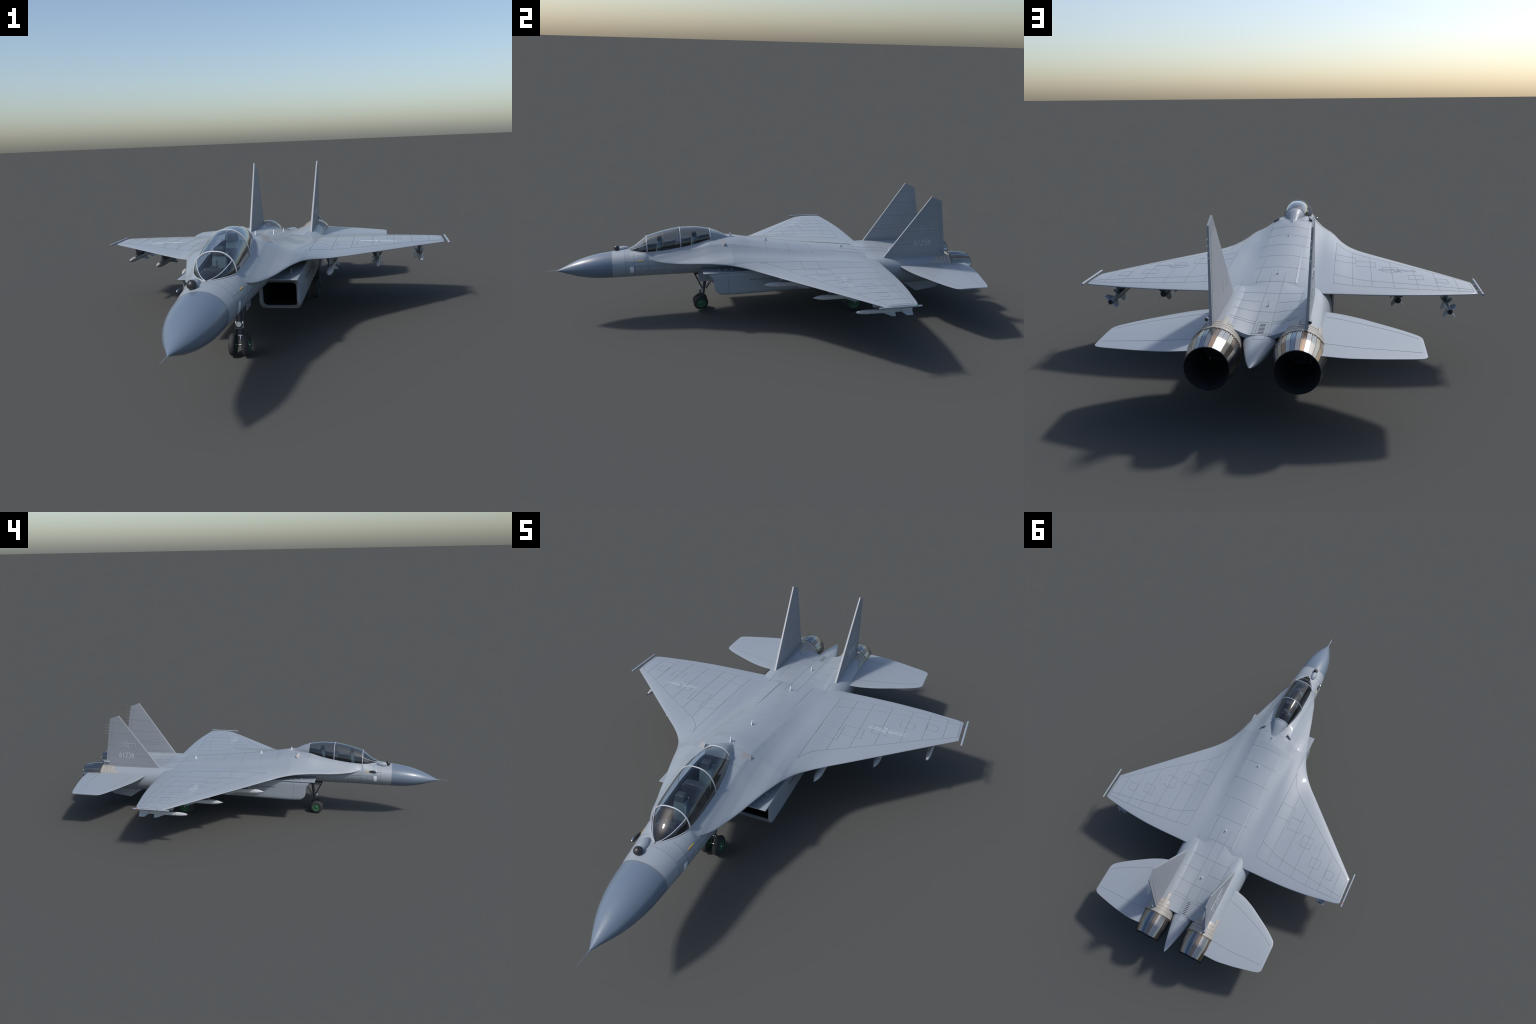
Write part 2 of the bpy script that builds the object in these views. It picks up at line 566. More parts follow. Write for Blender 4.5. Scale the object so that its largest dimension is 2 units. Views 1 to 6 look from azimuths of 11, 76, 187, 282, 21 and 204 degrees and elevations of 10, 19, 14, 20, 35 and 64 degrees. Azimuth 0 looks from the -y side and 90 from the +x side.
def nacelle_ring(y, n=72, grow=0.0, slant=0.0, roof=0.0):
    x0, x1, z0, z1, e = n_in(y) - grow, n_out(y) + grow, n_bot(y) - grow, n_top(y) + grow - roof, n_exp(y)
    cx, cz, hx, hz = (x0 + x1) / 2, (z0 + z1) / 2, (x1 - x0) / 2, (z1 - z0) / 2
    ring = []
    for k in range(n):
        t = 2 * pi * (k + .5) / n
        c, s = cos(t), sin(t)
        d = (abs(c) ** e + abs(s) ** e) ** (-1 / e)
        x, z = cx + hx * c * d, cz + hz * s * d
        yy = y + slant * (lip_y(z) + .285)
        ring.append((x, yy, z))
    return ring

rings = []
# duct inside, from the compressor face out to the lip, then the outer skin
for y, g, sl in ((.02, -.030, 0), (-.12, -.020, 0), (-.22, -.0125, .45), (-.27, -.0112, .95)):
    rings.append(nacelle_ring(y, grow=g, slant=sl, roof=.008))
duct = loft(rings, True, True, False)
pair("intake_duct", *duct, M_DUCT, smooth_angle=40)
rings = [nacelle_ring(-.27, grow=-.0110, slant=.95, roof=.008), nacelle_ring(-.283, grow=-.0085, slant=1.0, roof=.008), nacelle_ring(-.2848, grow=-.0045, slant=1.0), nacelle_ring(-.2825, grow=-.0008, slant=1.0)]
for i in range(1, 91):
    y = lerp(-.2825, .80, (i / 90))
    rings.append(nacelle_ring(y, slant=max(0, 1 - (y + .2825) / .20)))
v, f = loft(rings, True, False, True)
nacelles = pair("engine_nacelle", v, f, M_BODY, smooth_angle=45)
# splitter plate over each intake mouth
v, f = merge(loft([[(.060, -.3316, .2345), (.1815, -.3316, .2345), (.1815, -.3316, .2382), (.060, -.3316, .2382)],
                   [(.060, -.20, .2340), (.1822, -.20, .2340), (.1822, -.20, .2402), (.060, -.20, .2402)],
                   [(.060, -.06, .2360), (.1815, -.06, .2360), (.1815, -.06, .2430), (.060, -.06, .2430)]], True, True, True))
for o in pair("intake_splitter", v, f, M_BODY, smooth_angle=25):
    bevel(o, .0012)
v, f = merge(*[box(x, x + .006, y, y + .008, .2395, .2445) for x, y in ((.150, -.262), (.146, -.232), (.142, -.205))])
for o in pair("intake_bleed_block", v, f, M_BODY, smooth_angle=25):
    bevel(o, .001)
v, f = merge(*[box(.1785, .1822, -.1245 + .0107 * k, -.1245 + .0107 * k + .006, .1982, .2004) for k in range(10)])
for o in pair("intake_vent", v, f, M_BLACK, smooth_angle=25):
    o["kind"] = "stuff"

# --------------------------------------------- rear deck and tail boom
deck_mid = curve((.40, .2605), (.43, .2575), (.48, .2520), (.55, .2452), (.614, .239), (.743, .2271), (.8158, .2205))
deck_side = curve((.40, .247), (.44, .2488), (.5, .2485), (.62, .2455), (.743, .2425), (.8158, .2405))

def deck_z(x, y):
    s = clamp(abs(x) / .092)
    a, b = deck_mid(y), deck_side(y)
    flat = smooth((s - .25) / .75)
    return lerp(a, b, flat)

rings = []
for i in range(61):
    y = lerp(.40, .8158, i / 60)
    row = []
    for k in range(-30, 31):
        x = .110 * k / 30
        row.append((x, y, deck_z(x, y)))
    rings.append(row + [(p[0] * .995, y, p[2] - .012) for p in reversed(row)])
v, f = loft(rings, True, True, True)
deck = part("rear_deck", v, f, M_BODY, smooth_angle=40)
boom_w = curve((.42, .050), (.80, .048), (.836, .0435), (.87, .0365), (.90, .030), (.94, .0200), (.97, .0112), (.990, .0040), (.9960, .0006))
boom_t = curve((.42, .24), (.80, .2195), (.84, .2215), (.87, .2205), (.90, .2185), (.94, .2145), (.97, .2105), (.9960, .2052))
boom_b = curve((.42, .18), (.80, .168), (.84, .170), (.87, .173), (.90, .1775), (.94, .186), (.97, .194), (.9960, .2040))
rings = []
for i in range(81):
    y = lerp(.42, .9960, 1 - (1 - i / 80) ** 1.6)
    w, t, b = boom_w(y), boom_t(y), boom_b(y)
    ring = []
    for k in range(40):
        a = 2 * pi * k / 40
        c, s = cos(a), sin(a)
        zc, hz = lerp(b, t, .62), (t - lerp(b, t, .62) if s > 0 else lerp(b, t, .62) - b)
        ring.append((w * math.copysign(abs(c) ** .9, c), y, zc + hz * math.copysign(abs(s) ** .9, s)))
    rings.append(ring)
v, f = loft(rings, True, True, True)
boom = part("tail_boom", v, f, M_BODY, smooth_angle=60)

# ------------------------------------------------------------- nozzles
EXIT = Vector((.117, .9635, .1842))
ROOTC = Vector((.1165, .860, .1850))

def nozzle_profile(t):
    """radius along the petals, t from hinge to exit"""
    return lerp(lerp(.0708, .0712, min(1, t / .45)), lerp(.0712, .0606, clamp((t - .45) / .55) ** 1.15), smooth((t - .25) / .4))

def build_nozzle(side):
    ax = EXIT - ROOTC
    L = ax.length
    flip = lambda p: (side * p[0], p[1], p[2])
    basis = Matrix.Translation((side * ROOTC.x, ROOTC.y, ROOTC.z)) @ Matrix.Rotation(math.asin(-(ax.z) / L) * -1, 4, "X")
    # shroud in warm bare metal
    pr = [(.785, .0645), (.800, .0668), (.8205, .0680), (.8207, .0686), (.836, .0690), (.8362, .0696), (.856, .0702), (.858, .066)]
    v, f = lathe(pr, 64, (.1165, 0, .1852))
    shroud = part("nozzle_shroud", [flip(p) for p in v], f, M_SHROUD, smooth_angle=25)
    bands = [lathe([(y, r - .002), (y, r), (y + .0014, r), (y + .0014, r - .002)], 64, (.1165, 0, .1852))
             for y, r in ((.8018, .0677), (.8200, .0690), (.8356, .0700))]
    v, f = merge(*bands)
    part("shroud_band", [flip(p) for p in v], f, M_SHROUDLINE, shroud, 25)
    # inner skin
    pr = [(.0, .066), (L * .5, .067), (L * .98, .0588), (L * 1.0, .0596), (L * 1.0, .0602), (L * .985, .0612)]
    seg = 64
    inner = [(L + .002, .0606), (L + .0025, .0592), (L, .0578), (L * .5, .0560), (0, .0490), (-.048, .047), (-.050, .0001)]
    v, f = lathe(inner, seg)
    cone = part("nozzle_inner", v, f, [M_INNER, M_RIM], smooth_angle=30,
                mat_idx=[1 if i < seg * 2 else 0 for i in range(len(f))])
    cone.matrix_local = basis
    v, f = merge(lathe([(-.042, .030), (-.040, .0315), (-.038, .030), (-.040, .0285), (-.042, .030)], 40),
                 *[rod((.030 * cos(a), -.040, .030 * sin(a)), (.047 * cos(a), -.040, .047 * sin(a)), .0010, 6)
                   for a in [2 * pi * k / 6 for k in range(6)]])
    part("flame_holder", v, f, M_INNER, cone, 40)
    # backing skin just below the petals, then the petals
    v, f = lathe([(t * L, nozzle_profile(t) - .0022) for t in [k / 12 for k in range(13)]], seg)
    f = [q for q in f if len(q) == 4]
    back = part("nozzle_seal", v, f, M_RIM, smooth_angle=30, fix=False)
    back.matrix_local = basis
    count = 32
    half = pi / count * .93
    me_by_mat = {}
    verts, faces = [], []
    stations = [k / 10 for k in range(11)]
    rings = []
    for t in stations:
        r = nozzle_profile(t)
        h = half
        o = [(r * sin(a), t * L, r * cos(a)) for a in (-h, 0, h)]
        # each petal is nearly flat across
        o[1] = ((o[0][0] + o[2][0]) / 2, t * L, lerp(o[1][2], o[0][2], .8))
        i_ = [(p[0] * .975, p[1], p[2] - .0018) for p in reversed(o)]
        rings.append(o + i_)
    pv, pf = loft(rings, True, True, True)
    rng = random.Random(5)
    order = [rng.choice((1, 4)) if rng.random() < .2 else (1, 2, 4, 3, 0, 1, 4, 3)[k % 8] for k in range(count)]
    for k in range(count):
        mi = order[k]
        if mi not in me_by_mat:
            me = make_mesh("nozzle_petal", pv, pf, PETAL[mi], None)
            fix_normals(me)
            me_by_mat[mi] = me
        o = add("nozzle_petal", me_by_mat[mi], cone)
        o.matrix_local = Matrix.Rotation(2 * pi * k / count + .02, 4, "Y")
    # ring of hinge links
    links = []
    for k in range(64):
        a = 2 * pi * k / 64
        r = .0708
        c = Vector((r * sin(a), -.002 + .003 * (k % 2), r * cos(a)))
        e = Vector((cos(a), 0, -sin(a)))
        n = Vector((sin(a), 0, cos(a)))
        q = []
        for dy in (-.0035, .0035):
            q.append([tuple(c + e * u + n * w + Vector((0, dy, 0))) for u, w in ((-.0016, -.002), (.0016, -.002), (.0014, .0018), (-.0014, .0018))])
        links.append(loft(q, True, True, True))
    o = part("nozzle_link", *merge(*links), M_LINK, cone, 20)
    o["kind"] = "stuff"
    v, f = lathe([(-.004, .070), (-.004, .0716), (-.0015, .0716), (-.0015, .070)], 64)
    part("hinge_ring", v, f, PETAL[3], cone, 20)
    # warm bullet fairings lying on the nacelle ahead of the nozzle
    for ang, y0 in ((.24, .748), (-.88, .752)):
        rr = []
        for i in range(15):
            t = i / 14
            y = lerp(y0, .846, t)
            w = .0092 * (1 if t > .25 else sqrt(max(0.0, 1 - ((.25 - t) / .25) ** 2)))
            h = .0013 * (1 if t > .25 else sqrt(max(0.0, 1 - ((.25 - t) / .25) ** 2)))
            R = lerp(.0662, .0692, t)
            ring = []
            for k in range(13):
                b = pi * k / 12
                lx, lh = w * cos(b), h * sin(b) - .001
                a = -ang + lx / R
                ring.append(((.1165 + (R + lh) * sin(a)), y, .185 + (R + lh) * cos(a)))
            rr.append(ring)
        v, f = loft(rr, False, False, False)
        part("shroud_fairing", [flip(p) for p in v], f, M_SHROUD, shroud, 40)
    return cone

build_nozzle(1)
build_nozzle(-1)

# ----------------------------------------------------- tail surfaces
def plate(outline, thick, axis_n):
    """Bevelled slab: outline is a closed list of (p, thickness factor)."""
    n = Vector(axis_n).normalized()
    ctr = sum((Vector(p) for p in outline), Vector()) / len(outline)
    rings = []
    for off, shrink in ((-.5, .006), (-.28, 0), (.28, 0), (.5, .006)):
        ring = []
        for p in outline:
            p = Vector(p)
            d = (ctr - p)
            q = p + d.normalized() * shrink * 0.6
            ring.append(tuple(q + n * thick * off))
        rings.append(ring)
    return loft(rings, True, True, True)

# vertical fin: slab with wedge edges, thicker at the root
fin_le = lambda z: lerp(.5215, .7315, (z - .2485) / (.5402 - .2485))
fin_te = lambda z: lerp(.8385, .7835, (z - .2440) / (.5204 - .2440))
fin_x = lambda z: lerp(.1312, .1432, (z - .25) / .29)

def fin_rings():
    rings = []
    zs = [(.236, .236)] + [(lerp(.2485, .5402, i / 10), lerp(.2455, .5204, i / 10)) for i in range(11)]
    for za, zb in zs:
        ring = []
        th = lerp(.0098, .0062, clamp((za - .25) / .29))
        ya, yb = fin_le(za), fin_te(zb)
        for c, w in ((0, .78), (.015, .95), (.25, 1.0), (.6, 1.0), (.86, .95), (1, .85)):
            y = lerp(ya, yb, c)
            z = lerp(za, zb, c)
            ring.append((fin_x(z) + th / 2 * w, y, z))
        for c, w in reversed(((0, .78), (.015, .95), (.25, 1.0), (.6, 1.0), (.86, .95), (1, .85))):
            y = lerp(ya, yb, c)
            z = lerp(za, zb, c)
            ring.append((fin_x(z) - th / 2 * w, y, z))
        rings.append(ring)
    return rings

v, f = loft(fin_rings(), True, True, True)
fins = pair("tail_fin", v, f, M_FIN, smooth_angle=12)
for s, fin in ((1, fins[0]), (-1, fins[1])):
    v, f = lathe([(.812, .0006), (.815, .0038), (.822, .0050), (.8455, .0052), (.8462, .0004)], 20, (s * .1405, 0, .2740))
    part("fin_pod", v, f, M_BODY, fin, 40)
    v, f = lathe([(.846, .0050), (.8485, .0046), (.850, .0030), (.8505, .0003)], 20, (s * .1405, 0, .2740))
    part("fin_pod_lens", v, f, M_BLACK, fin, 40)
    w = []
    for k in range(4):
        z = lerp(.4865, .4345, k / 3)
        y = fin_te(z)
        w.append(rod((s * fin_x(z), y - .002, z), (s * fin_x(z), y + .008, z), .0011, 8, .0005))
        w.append(rod((s * fin_x(z), y + .006, z), (s * fin_x(z), y + .026, z), .0003, 6))
    part("static_wick", *merge(*w), M_TRIM, fin, 40)

# horizontal stabiliser
stab_outline = [(.168, .5925), (.220, .6047), (.272, .6256), (.329, .6577), (.387, .6927), (.4237, .7188), (.438, .7310), (.4455, .7410),
                (.4494, .7520), (.4494, .8780), (.4425, .8880), (.4333, .8930), (.3733, .9080), (.301, .9225), (.226, .9315), (.168, .9300)]
stab_z = lambda x: lerp(.2160, .2012, (x - .1756) / (.4494 - .1756))

def stab_mesh():
    n = 34
    le = curve(*[(p[0], p[1]) for p in stab_outline[:9]])
    rings = []
    le_c = curve((.168, .5925), (.220, .6047), (.272, .6256), (.329, .6577), (.387, .6927), (.4237, .7188), (.438, .7310), (.4455, .7410), (.4494, .7520))
    te_c = curve((.168, .9300), (.226, .9315), (.301, .9225), (.3733, .9080), (.4333, .8930), (.4425, .8880), (.4494, .8780))
    for i in range(n + 1):
        t = i / n
        x = lerp(.168, .4494, 1 - (1 - t) ** 1.5)
        a, b = le_c(x), te_c(x)
        th = lerp(.0105, .0045, t) * (1 if t < .97 else .7)
        z = stab_z(x)
        top, bot = [], []
        m = 22
        for k in range(m + 1):
            c = .5 - .5 * cos(pi * k / m)
            y = lerp(a, b, c)
            hgt = th * (sqrt(c) * (1 - c) ** .75 / .43 * .5) + .0006
            top.append((x, y, z + hgt))
            bot.append((x, y, z - hgt))
        rings.append(top + list(reversed(bot)))
    return loft(rings, True, True, True)

v, f = stab_mesh()
stabs = pair("stabilizer", v, f, M_BODY, smooth_angle=40)

# ventral fin
v, f = plate([(.146, .590, .150), (.1400, .7040, .0737), (.1380, .8085, .0872), (.1390, .8200, .1020), (.143, .8200, .150)], .0045, (1, .02, -.06))
for o in pair("ventral_fin", v, f, M_BODY, smooth_angle=20):
    bevel(o, .001)

# ------------------------------------------------------- small fittings
blade = loft([[(-.0014, -.009, -.003), (.0014, -.009, -.003), (.0014, .007, -.003), (-.0014, .007, -.003)],
              [(-.0008, -.0006, .0175), (.0008, -.0006, .0175), (.0008, .0016, .0175), (-.0008, .0016, .0175)]], True, True, True)
me = make_mesh("blade_antenna", *blade, M_WHITE, None)
fix_normals(me)
for y, z in ((-.1846, .3480), (-.0176, shell_z(0, -.0176)), (.357, shell_z(0, .357)), (.614, deck_z(0, .614))):
    add("blade_antenna", me, loc=(0, y, z))
# raised spill doors behind the canopy
for s in (1, -1):
    hinge = [(.0655, -.2435), (.0895, -.2315)]
    top = [(.0625, -.2325), (.0850, -.2205)]
    low = [(s * x, y, shell_z(x, y) - .001) for x, y in hinge]
    high = [(s * x, y, shell_z(*hinge[k]) + .0165 - .002 * k) for k, (x, y) in enumerate(top)]
    back = [(p[0], p[1] + .0018, p[2] - .0016) for p in (low[0], low[1], high[1], high[0])]
    v, f = loft([[low[0], low[1], high[1], high[0]], back], True, True, True)
    part("spill_door", v, f, material("door_warm_grey", (0.265, 0.265, 0.28), .5) if s > 0 else bpy.data.materials["door_warm_grey"], smooth_angle=20)
# infrared ball and its fairing, offset to one side
part("sensor_fairing", *ellipsoid((-.0260, -.6655, .3010), (.0150, .0300, .0130)), M_BODY, smooth_angle=60)
part("sensor_ball", *ellipsoid((-.0232, -.6935, .3065), (.0125, .0125, .0125)), M_BALL, smooth_angle=60)
# angle-of-attack pods on the port flank
v, f = ellipsoid((-.0765, -.622, .2757), (.0045, .021, .0052))
part("probe_pod", v, f, M_BLACK, smooth_angle=60)
part("probe_tip", *merge(rod((-.0785, -.640, .2757), (-.0785, -.645, .2757), .0018, 10, .0012), ellipsoid((-.0790, -.634, .2770), (.0040, .008, .0030))), M_CHROME, smooth_angle=60)

# wingtip rails
for s, lamp in ((1, M_GREEN), (-1, M_RED)):
    pr = [(.2776, .0004), (.279, .0024), (.284, .0036), (.292, .0040), (.452, .0040), (.4565, .0034), (.458, .0010)]
    v, f = lathe(pr, 20, (s * .6678, 0, .2415))
    r = part("wingtip_rail", v, f, M_BODY, smooth_angle=40)
    v, f = merge(*[box(s * .652, s * .667, y, y + .010, .2396, .2416) for y in (.338, .410)])
    bevel(part("rail_joint", v, f, M_STRUT, r, 20), .0005)
    part("navigation_lamp", *ellipsoid((s * .6690, .434, .2450), (.0022, .0036, .0022), 10, 8), lamp, r, 60)

# ---------------------------------------------------------- landing gear
def wheel(name, c, r, w, side, parent, spokes=10):
    c = Vector(c)
    prof = [(-.50, .60), (-.50, .74), (-.44, .86), (-.32, .95), (-.16, .99), (0, 1), (.16, .99), (.32, .95), (.44, .86), (.50, .74), (.50, .60)]
    v, f = lathe([(u * w, q * r) for u, q in prof], 48, c, "x")
    t = part(name, v, f, M_TYRE, parent, 40)
    hub = [(-.46, .001), (-.46, .60), (-.40, .61), (.40, .61), (.47, .60), (.47, .54), (.36, .50), (.30, .34), (.42, .22), (.46, .14), (.46, .001)]
    v, f = lathe([(side * u * w, q * r) for u, q in hub], 40, c, "x")
    part("wheel_rim", v, f, M_HUB, t, 30)
    holes = []
    for k in range(spokes):
        a = 2 * pi * k / spokes
        p = c + Vector((side * .30 * w, cos(a) * r * .42, sin(a) * r * .42))
        holes.append(rod(p, p + Vector((side * w * .08, 0, 0)), r * .055, 8))
    part("rim_bolt", *merge(*holes), M_STRUT, t, 30)
    part("axle_cap", *rod(c + Vector((side * .40 * w, 0, 0)), c + Vector((side * .62 * w, 0, 0)), r * .11, 14, r * .07), M_CHROME, t, 30)
    return t

NG = -.3245
strut = part("nose_gear_leg", *merge(rod((0, -.298, .190), (0, -.306, .112), .0072, 14), rod((0, -.3045, .115), (0, -.3115, .058), .0050, 14)), M_STRUT, smooth_angle=40)
part("nose_gear_brace", *merge(
    rod((.012, -.356, .186), (.005, -.3165, .100), .0028), rod((-.012, -.356, .186), (-.005, -.3165, .100), .0028),
    rod((.010, -.268, .150), (.006, -.300, .098), .0015), rod((-.010, -.268, .150), (-.006, -.300, .098), .0015),
    rod((.006, -.262, .150), (.002, -.296, .098), .0018)), M_STRUT, strut, 40)
part("torque_link", *merge(
    rod((.010, -.330, .088), (.008, -.313, .058), .0024), rod((-.010, -.330, .088), (-.008, -.313, .058), .0024),
    rod((-.0105, -.330, .086), (.0105, -.330, .086), .0030), rod((.010, -.312, .108), (.010, -.330, .088), .0022),
    rod((-.010, -.312, .108), (-.010, -.330, .088), .0022), rod((.009, -.312, .060), (.006, NG, .0345), .0030), rod((-.009, -.312, .060), (-.006, NG, .0345), .0030)),
    M_STRUT, strut, 40)
part("gear_cylinder", *merge(
    rod((.0105, -.318, .106), (.0105, -.322, .086), .0030, 12), rod((-.0105, -.318, .106), (-.0105, -.322, .086), .0030, 12),
    rod((-.034, NG, .0345), (.034, NG, .0345), .0026, 12), rod((.0, -.3115, .062), (0, -.315, .048), .0042, 12),
    rod((-.0085, -.312, .060), (.0085, -.312, .060), .0042, 12)), M_CHROME, strut, 40)
part("landing_lamp", *merge(rod((0, -.318, .0985), (0, -.329, .0985), .0078, 20)), M_LAMP, strut, 30)
wheel("nose_wheel", (.0205, NG, .0345), .0345, .0205, 1, strut)
wheel("nose_wheel", (-.0205, NG, .0345), .0345, .0205, -1, strut)
v, f = box(.0275, .0300, -.3366, -.2815, .1445, .190)
bevel(part("nose_gear_door", v, f, M_DOOR, smooth_angle=20), .0008)
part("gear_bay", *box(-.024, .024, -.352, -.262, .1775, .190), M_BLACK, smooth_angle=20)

for s in (1, -1):
    leg = part("main_gear_leg", *merge(rod((s * .172, .352, .200), (s * .1745, .368, .088), .0062, 14), rod((s * .1745, .366, .09), (s * .176, .378, .047), .0046, 14)), M_STRUT, smooth_angle=40)
    part("main_gear_brace", *merge(rod((s * .170, .300, .175), (s * .1745, .366, .092), .0028), rod((s * .178, .405, .17), (s * .1755, .370, .085), .0024),
                                   rod((s * .178, .388, .090), (s * .178, .384, .060), .0024)), M_STRUT, leg, 40)
    part("gear_cylinder", *merge(rod((s * .166, .360, .112), (s * .167, .364, .092), .0040, 12), rod((s * .176, .378, .047), (s * .136, .378, .047), .0036, 12),
                                 rod((s * .1755, .371, .060), (s * .176, .378, .044), .0058, 12)), M_CHROME, leg, 40)
    wheel("main_wheel", (s * .1585, .378, .0470), .0470, .034, s, leg, 12)
    v, f = loft([[(s * .186, .300, .215), (s * .189, .300, .215), (s * .189, .425, .215), (s * .186, .425, .215)],
                 [(s * .188, .310, .150), (s * .191, .310, .150), (s * .191, .415, .150), (s * .188, .415, .150)]], True, True, True)
    bevel(part("main_gear_door", v, f, M_DOOR, leg, 20), .0008)

# ------------------------------------------------------ missiles, pylons
def fin_shape(root0, tip0, tip1, root1, r0, r1, th=.0016):
    """Missile fin in local frame: y along the body, z outward."""
    p = [(root0, r0), (tip0, r1), (tip1, r1), (root1, r0)]
    rings = []
    for sx in (-1, 1):
        rings.append([(sx * th / 2, y, z) for y, z in p])
    return loft(rings, True, True, True)

def missile(x, z, y0, L, r, tip_dark, side):
    k = L / .285
    og = .055 * k
    pr = [(0, .0003), (.004 * k, .10 * r), (.012 * k, .36 * r), (.022 * k, .62 * r), (.034 * k, .83 * r), (.046 * k, .95 * r), (og, r)]
    bands = [(og, .92 * r), (og + .0012, .92 * r), (og + .0013, r), (og + .0170, r), (og + .0171, 1.012 * r), (og + .0182, 1.012 * r), (og + .0183, r),
             (L * .80, r), (L * .8005, 1.012 * r), (L * .806, 1.012 * r), (L * .8065, r), (L - .004, r), (L, .93 * r)]
    prof = pr + bands
    if tip_dark:
        prof = [(-.002, .0005), (.004, .0012), (.011, .26 * r), (.0115, .40 * r), (.020, .62 * r), (.032, .84 * r), (og, r)] + bands
    seg = 28
    v, f = lathe(prof, seg, caps=True)
    def mi(i):
        ring = (i - (1 if False else 0)) // seg
        if ring >= len(prof) - 1:
            return 0
        u = (prof[ring][0] + prof[ring + 1][0]) / 2
        if tip_dark and u < .0112:
            return 3
        if u < og:
            return 1
        if og + .0168 < u < og + .0184 or L * .80 < u < L * .807:
            return 2
        return 0
    idx = [mi(i) if len(q) == 4 else 3 for i, q in enumerate(f)]
    o = part("missile", v, f, [M_MISSILE, M_NOSECONE, M_BAND, M_BLACK], smooth_angle=30, mat_idx=idx)
    o.location = (side * x, y0, z)
    ev, ef = lathe([(L - .001, .80 * r), (L + .0012, .74 * r), (L + .0014, .70 * r), (L - .0005, .66 * r), (L - .0005, .0001)], 24)
    part("missile_exhaust", ev, ef, M_BLACK, o, 30)
    span = .0262 if L < .27 else .0285
    a = fin_shape(L * .480, L * .640, L * .700, L * .700, r * .85, span)
    b = fin_shape(L * .805, L * .895, L * 1.003, L * 1.005, r * .85, span * 1.02)
    for q in (a, b):
        me = make_mesh("missile_fin", *q, M_MFIN, None)
        fix_normals(me)
        for j in range(4):
            m = add("missile_fin", me, o)
            m.rotation_euler = (0, radians(45 + 90 * j), 0)
    return o

for s in (1, -1):
    missile(.2497, .1967, -.0800, .285, .0128, False, s)
    missile(.4070, .1893, .0940, .285, .0116, False, s)
    missile(.5668, .1838, .2175, .249, .0092, True, s)
    for x, z, y0, L, w in ((.2497, .1967, -.02, .205, .011), (.4070, .1893, .150, .205, .0095), (.5668, .1838, .285, .125, .0080)):
        zt = wing_lower(x, y0 + .5 * L) + .004
        zr = z + .0175
        zb = z + .0105
        v, f = loft([[(s * x - w * q, y, zz) if False else (s * x + w * q * sx, yy, zz) for sx, yy in
                      ((-.2, y0 + d0), (.2, y0 + d0), (1, y0 + d0 + .03), (1, y0 + L - d1 - .03), (.2, y0 + L - d1), (-.2, y0 + L - d1), (-1, y0 + L - d1 - .03), (-1, y0 + d0 + .03))]
                     for zz, q, d0, d1 in ((zt, 1.0, 0, 0), (zr + .002, .82, .012, .01), (zr, .7, .014, .012))], True, True, True)
        py = part("pylon", v, f, M_PYLON, smooth_angle=25)
        v, f = loft([[(s * x + a * .0065, y, zz) for a, zz in ((-1, zb), (1, zb), (1, zr + .001), (-1, zr + .001))]
                     for y in (y0 + .02, y0 + L - .015)], True, True, True)
        bevel(part("launch_rail", v, f, M_STRUT, py, 20), .001)
        v, f = merge(*[box(s * x - .005, s * x + .005, y, y + .012, z + .006, zb + .002) for y in (y0 + .045, y0 + L - .06)])
        part("rail_lug", v, f, M_STRUT, py, 20)

# ----------------------------------------- panel lines, markings on skin
def tree_of(*objs):
    V, F = [], []
    for o in objs:
        n = len(V)
        V += [o.matrix_world @ v.co if False else v.co for v in o.data.vertices]
        F += [tuple(i + n for i in p.vertices) for p in o.data.polygons]
    return BVHTree.FromPolygons([tuple(v) for v in V], F)

skin_top = tree_of(shell["fuselage"], shell["wing"], shell["wing.001"], deck, nacelles[0], nacelles[1], boom)
skin_nose = tree_of(nose)
skin_stab = tree_of(*stabs)
skin_fin = tree_of(*fins)
skin_nac = tree_of(*nacelles)

def resample(pts, step):
    out = [Vector(pts[0])]
    for a, b in zip(pts[:-1], pts[1:]):
        a, b = Vector(a), Vector(b)
        n = max(1, int((b - a).length / step))
        out += [a.lerp(b, (k + 1) / n) for k in range(n)]
    return out

def spline(pts, n=8):
    """Catmull-Rom through plan points."""
    P = [Vector(p) for p in pts]
    out = []
    for i in range(len(P) - 1):
        p0, p1, p2, p3 = P[max(i - 1, 0)], P[i], P[i + 1], P[min(i + 2, len(P) - 1)]
        for k in range(n):
            t = k / n
            out.append(.5 * ((2 * p1) + (p2 - p0) * t + (2 * p0 - 5 * p1 + 4 * p2 - p3) * t * t + (3 * p1 - p0 - 3 * p2 + p3) * t ** 3))
    return out + [P[-1]]

def ribbon(tree, pts, ray, width, rise=.0004, step=.006):
    """Thin raised strip laid along pts; ray(p) gives (origin, direction) towards the skin."""
    hits = []
    for p in resample(pts, step):
        o, d = ray(p)
        h = tree.ray_cast(Vector(o), Vector(d).normalized())
        if h[0] is not None:
            n = h[1] if h[1].dot(Vector(d)) < 0 else -h[1]
            hits.append((h[0], n))
        else:
            hits.append(None)
    V, F = [], []
    prev = False
    for i, h in enumerate(hits):
        if h is None:
            prev = False
            continue
        a = next((hits[k] for k in range(i - 1, -1, -1) if hits[k]), h)
        b = next((hits[k] for k in range(i + 1, len(hits)) if hits[k]), h)
        t = (b[0] - a[0])
        if t.length < 1e-7:
            prev = False
            continue
        t.normalize()
        s = h[1].cross(t).normalized() * width / 2
        V += [h[0] + s - h[1] * .0002, h[0] + s * .55 + h[1] * rise, h[0] - s * .55 + h[1] * rise, h[0] - s - h[1] * .0002]
        m = len(V)
        if prev:
            for q in range(3):
                F.append((m - 8 + q, m - 7 + q, m - 3 + q, m - 4 + q))
        prev = True
    return V, F

down = lambda p: ((p.x, p.y, .6), (0, 0, -1))

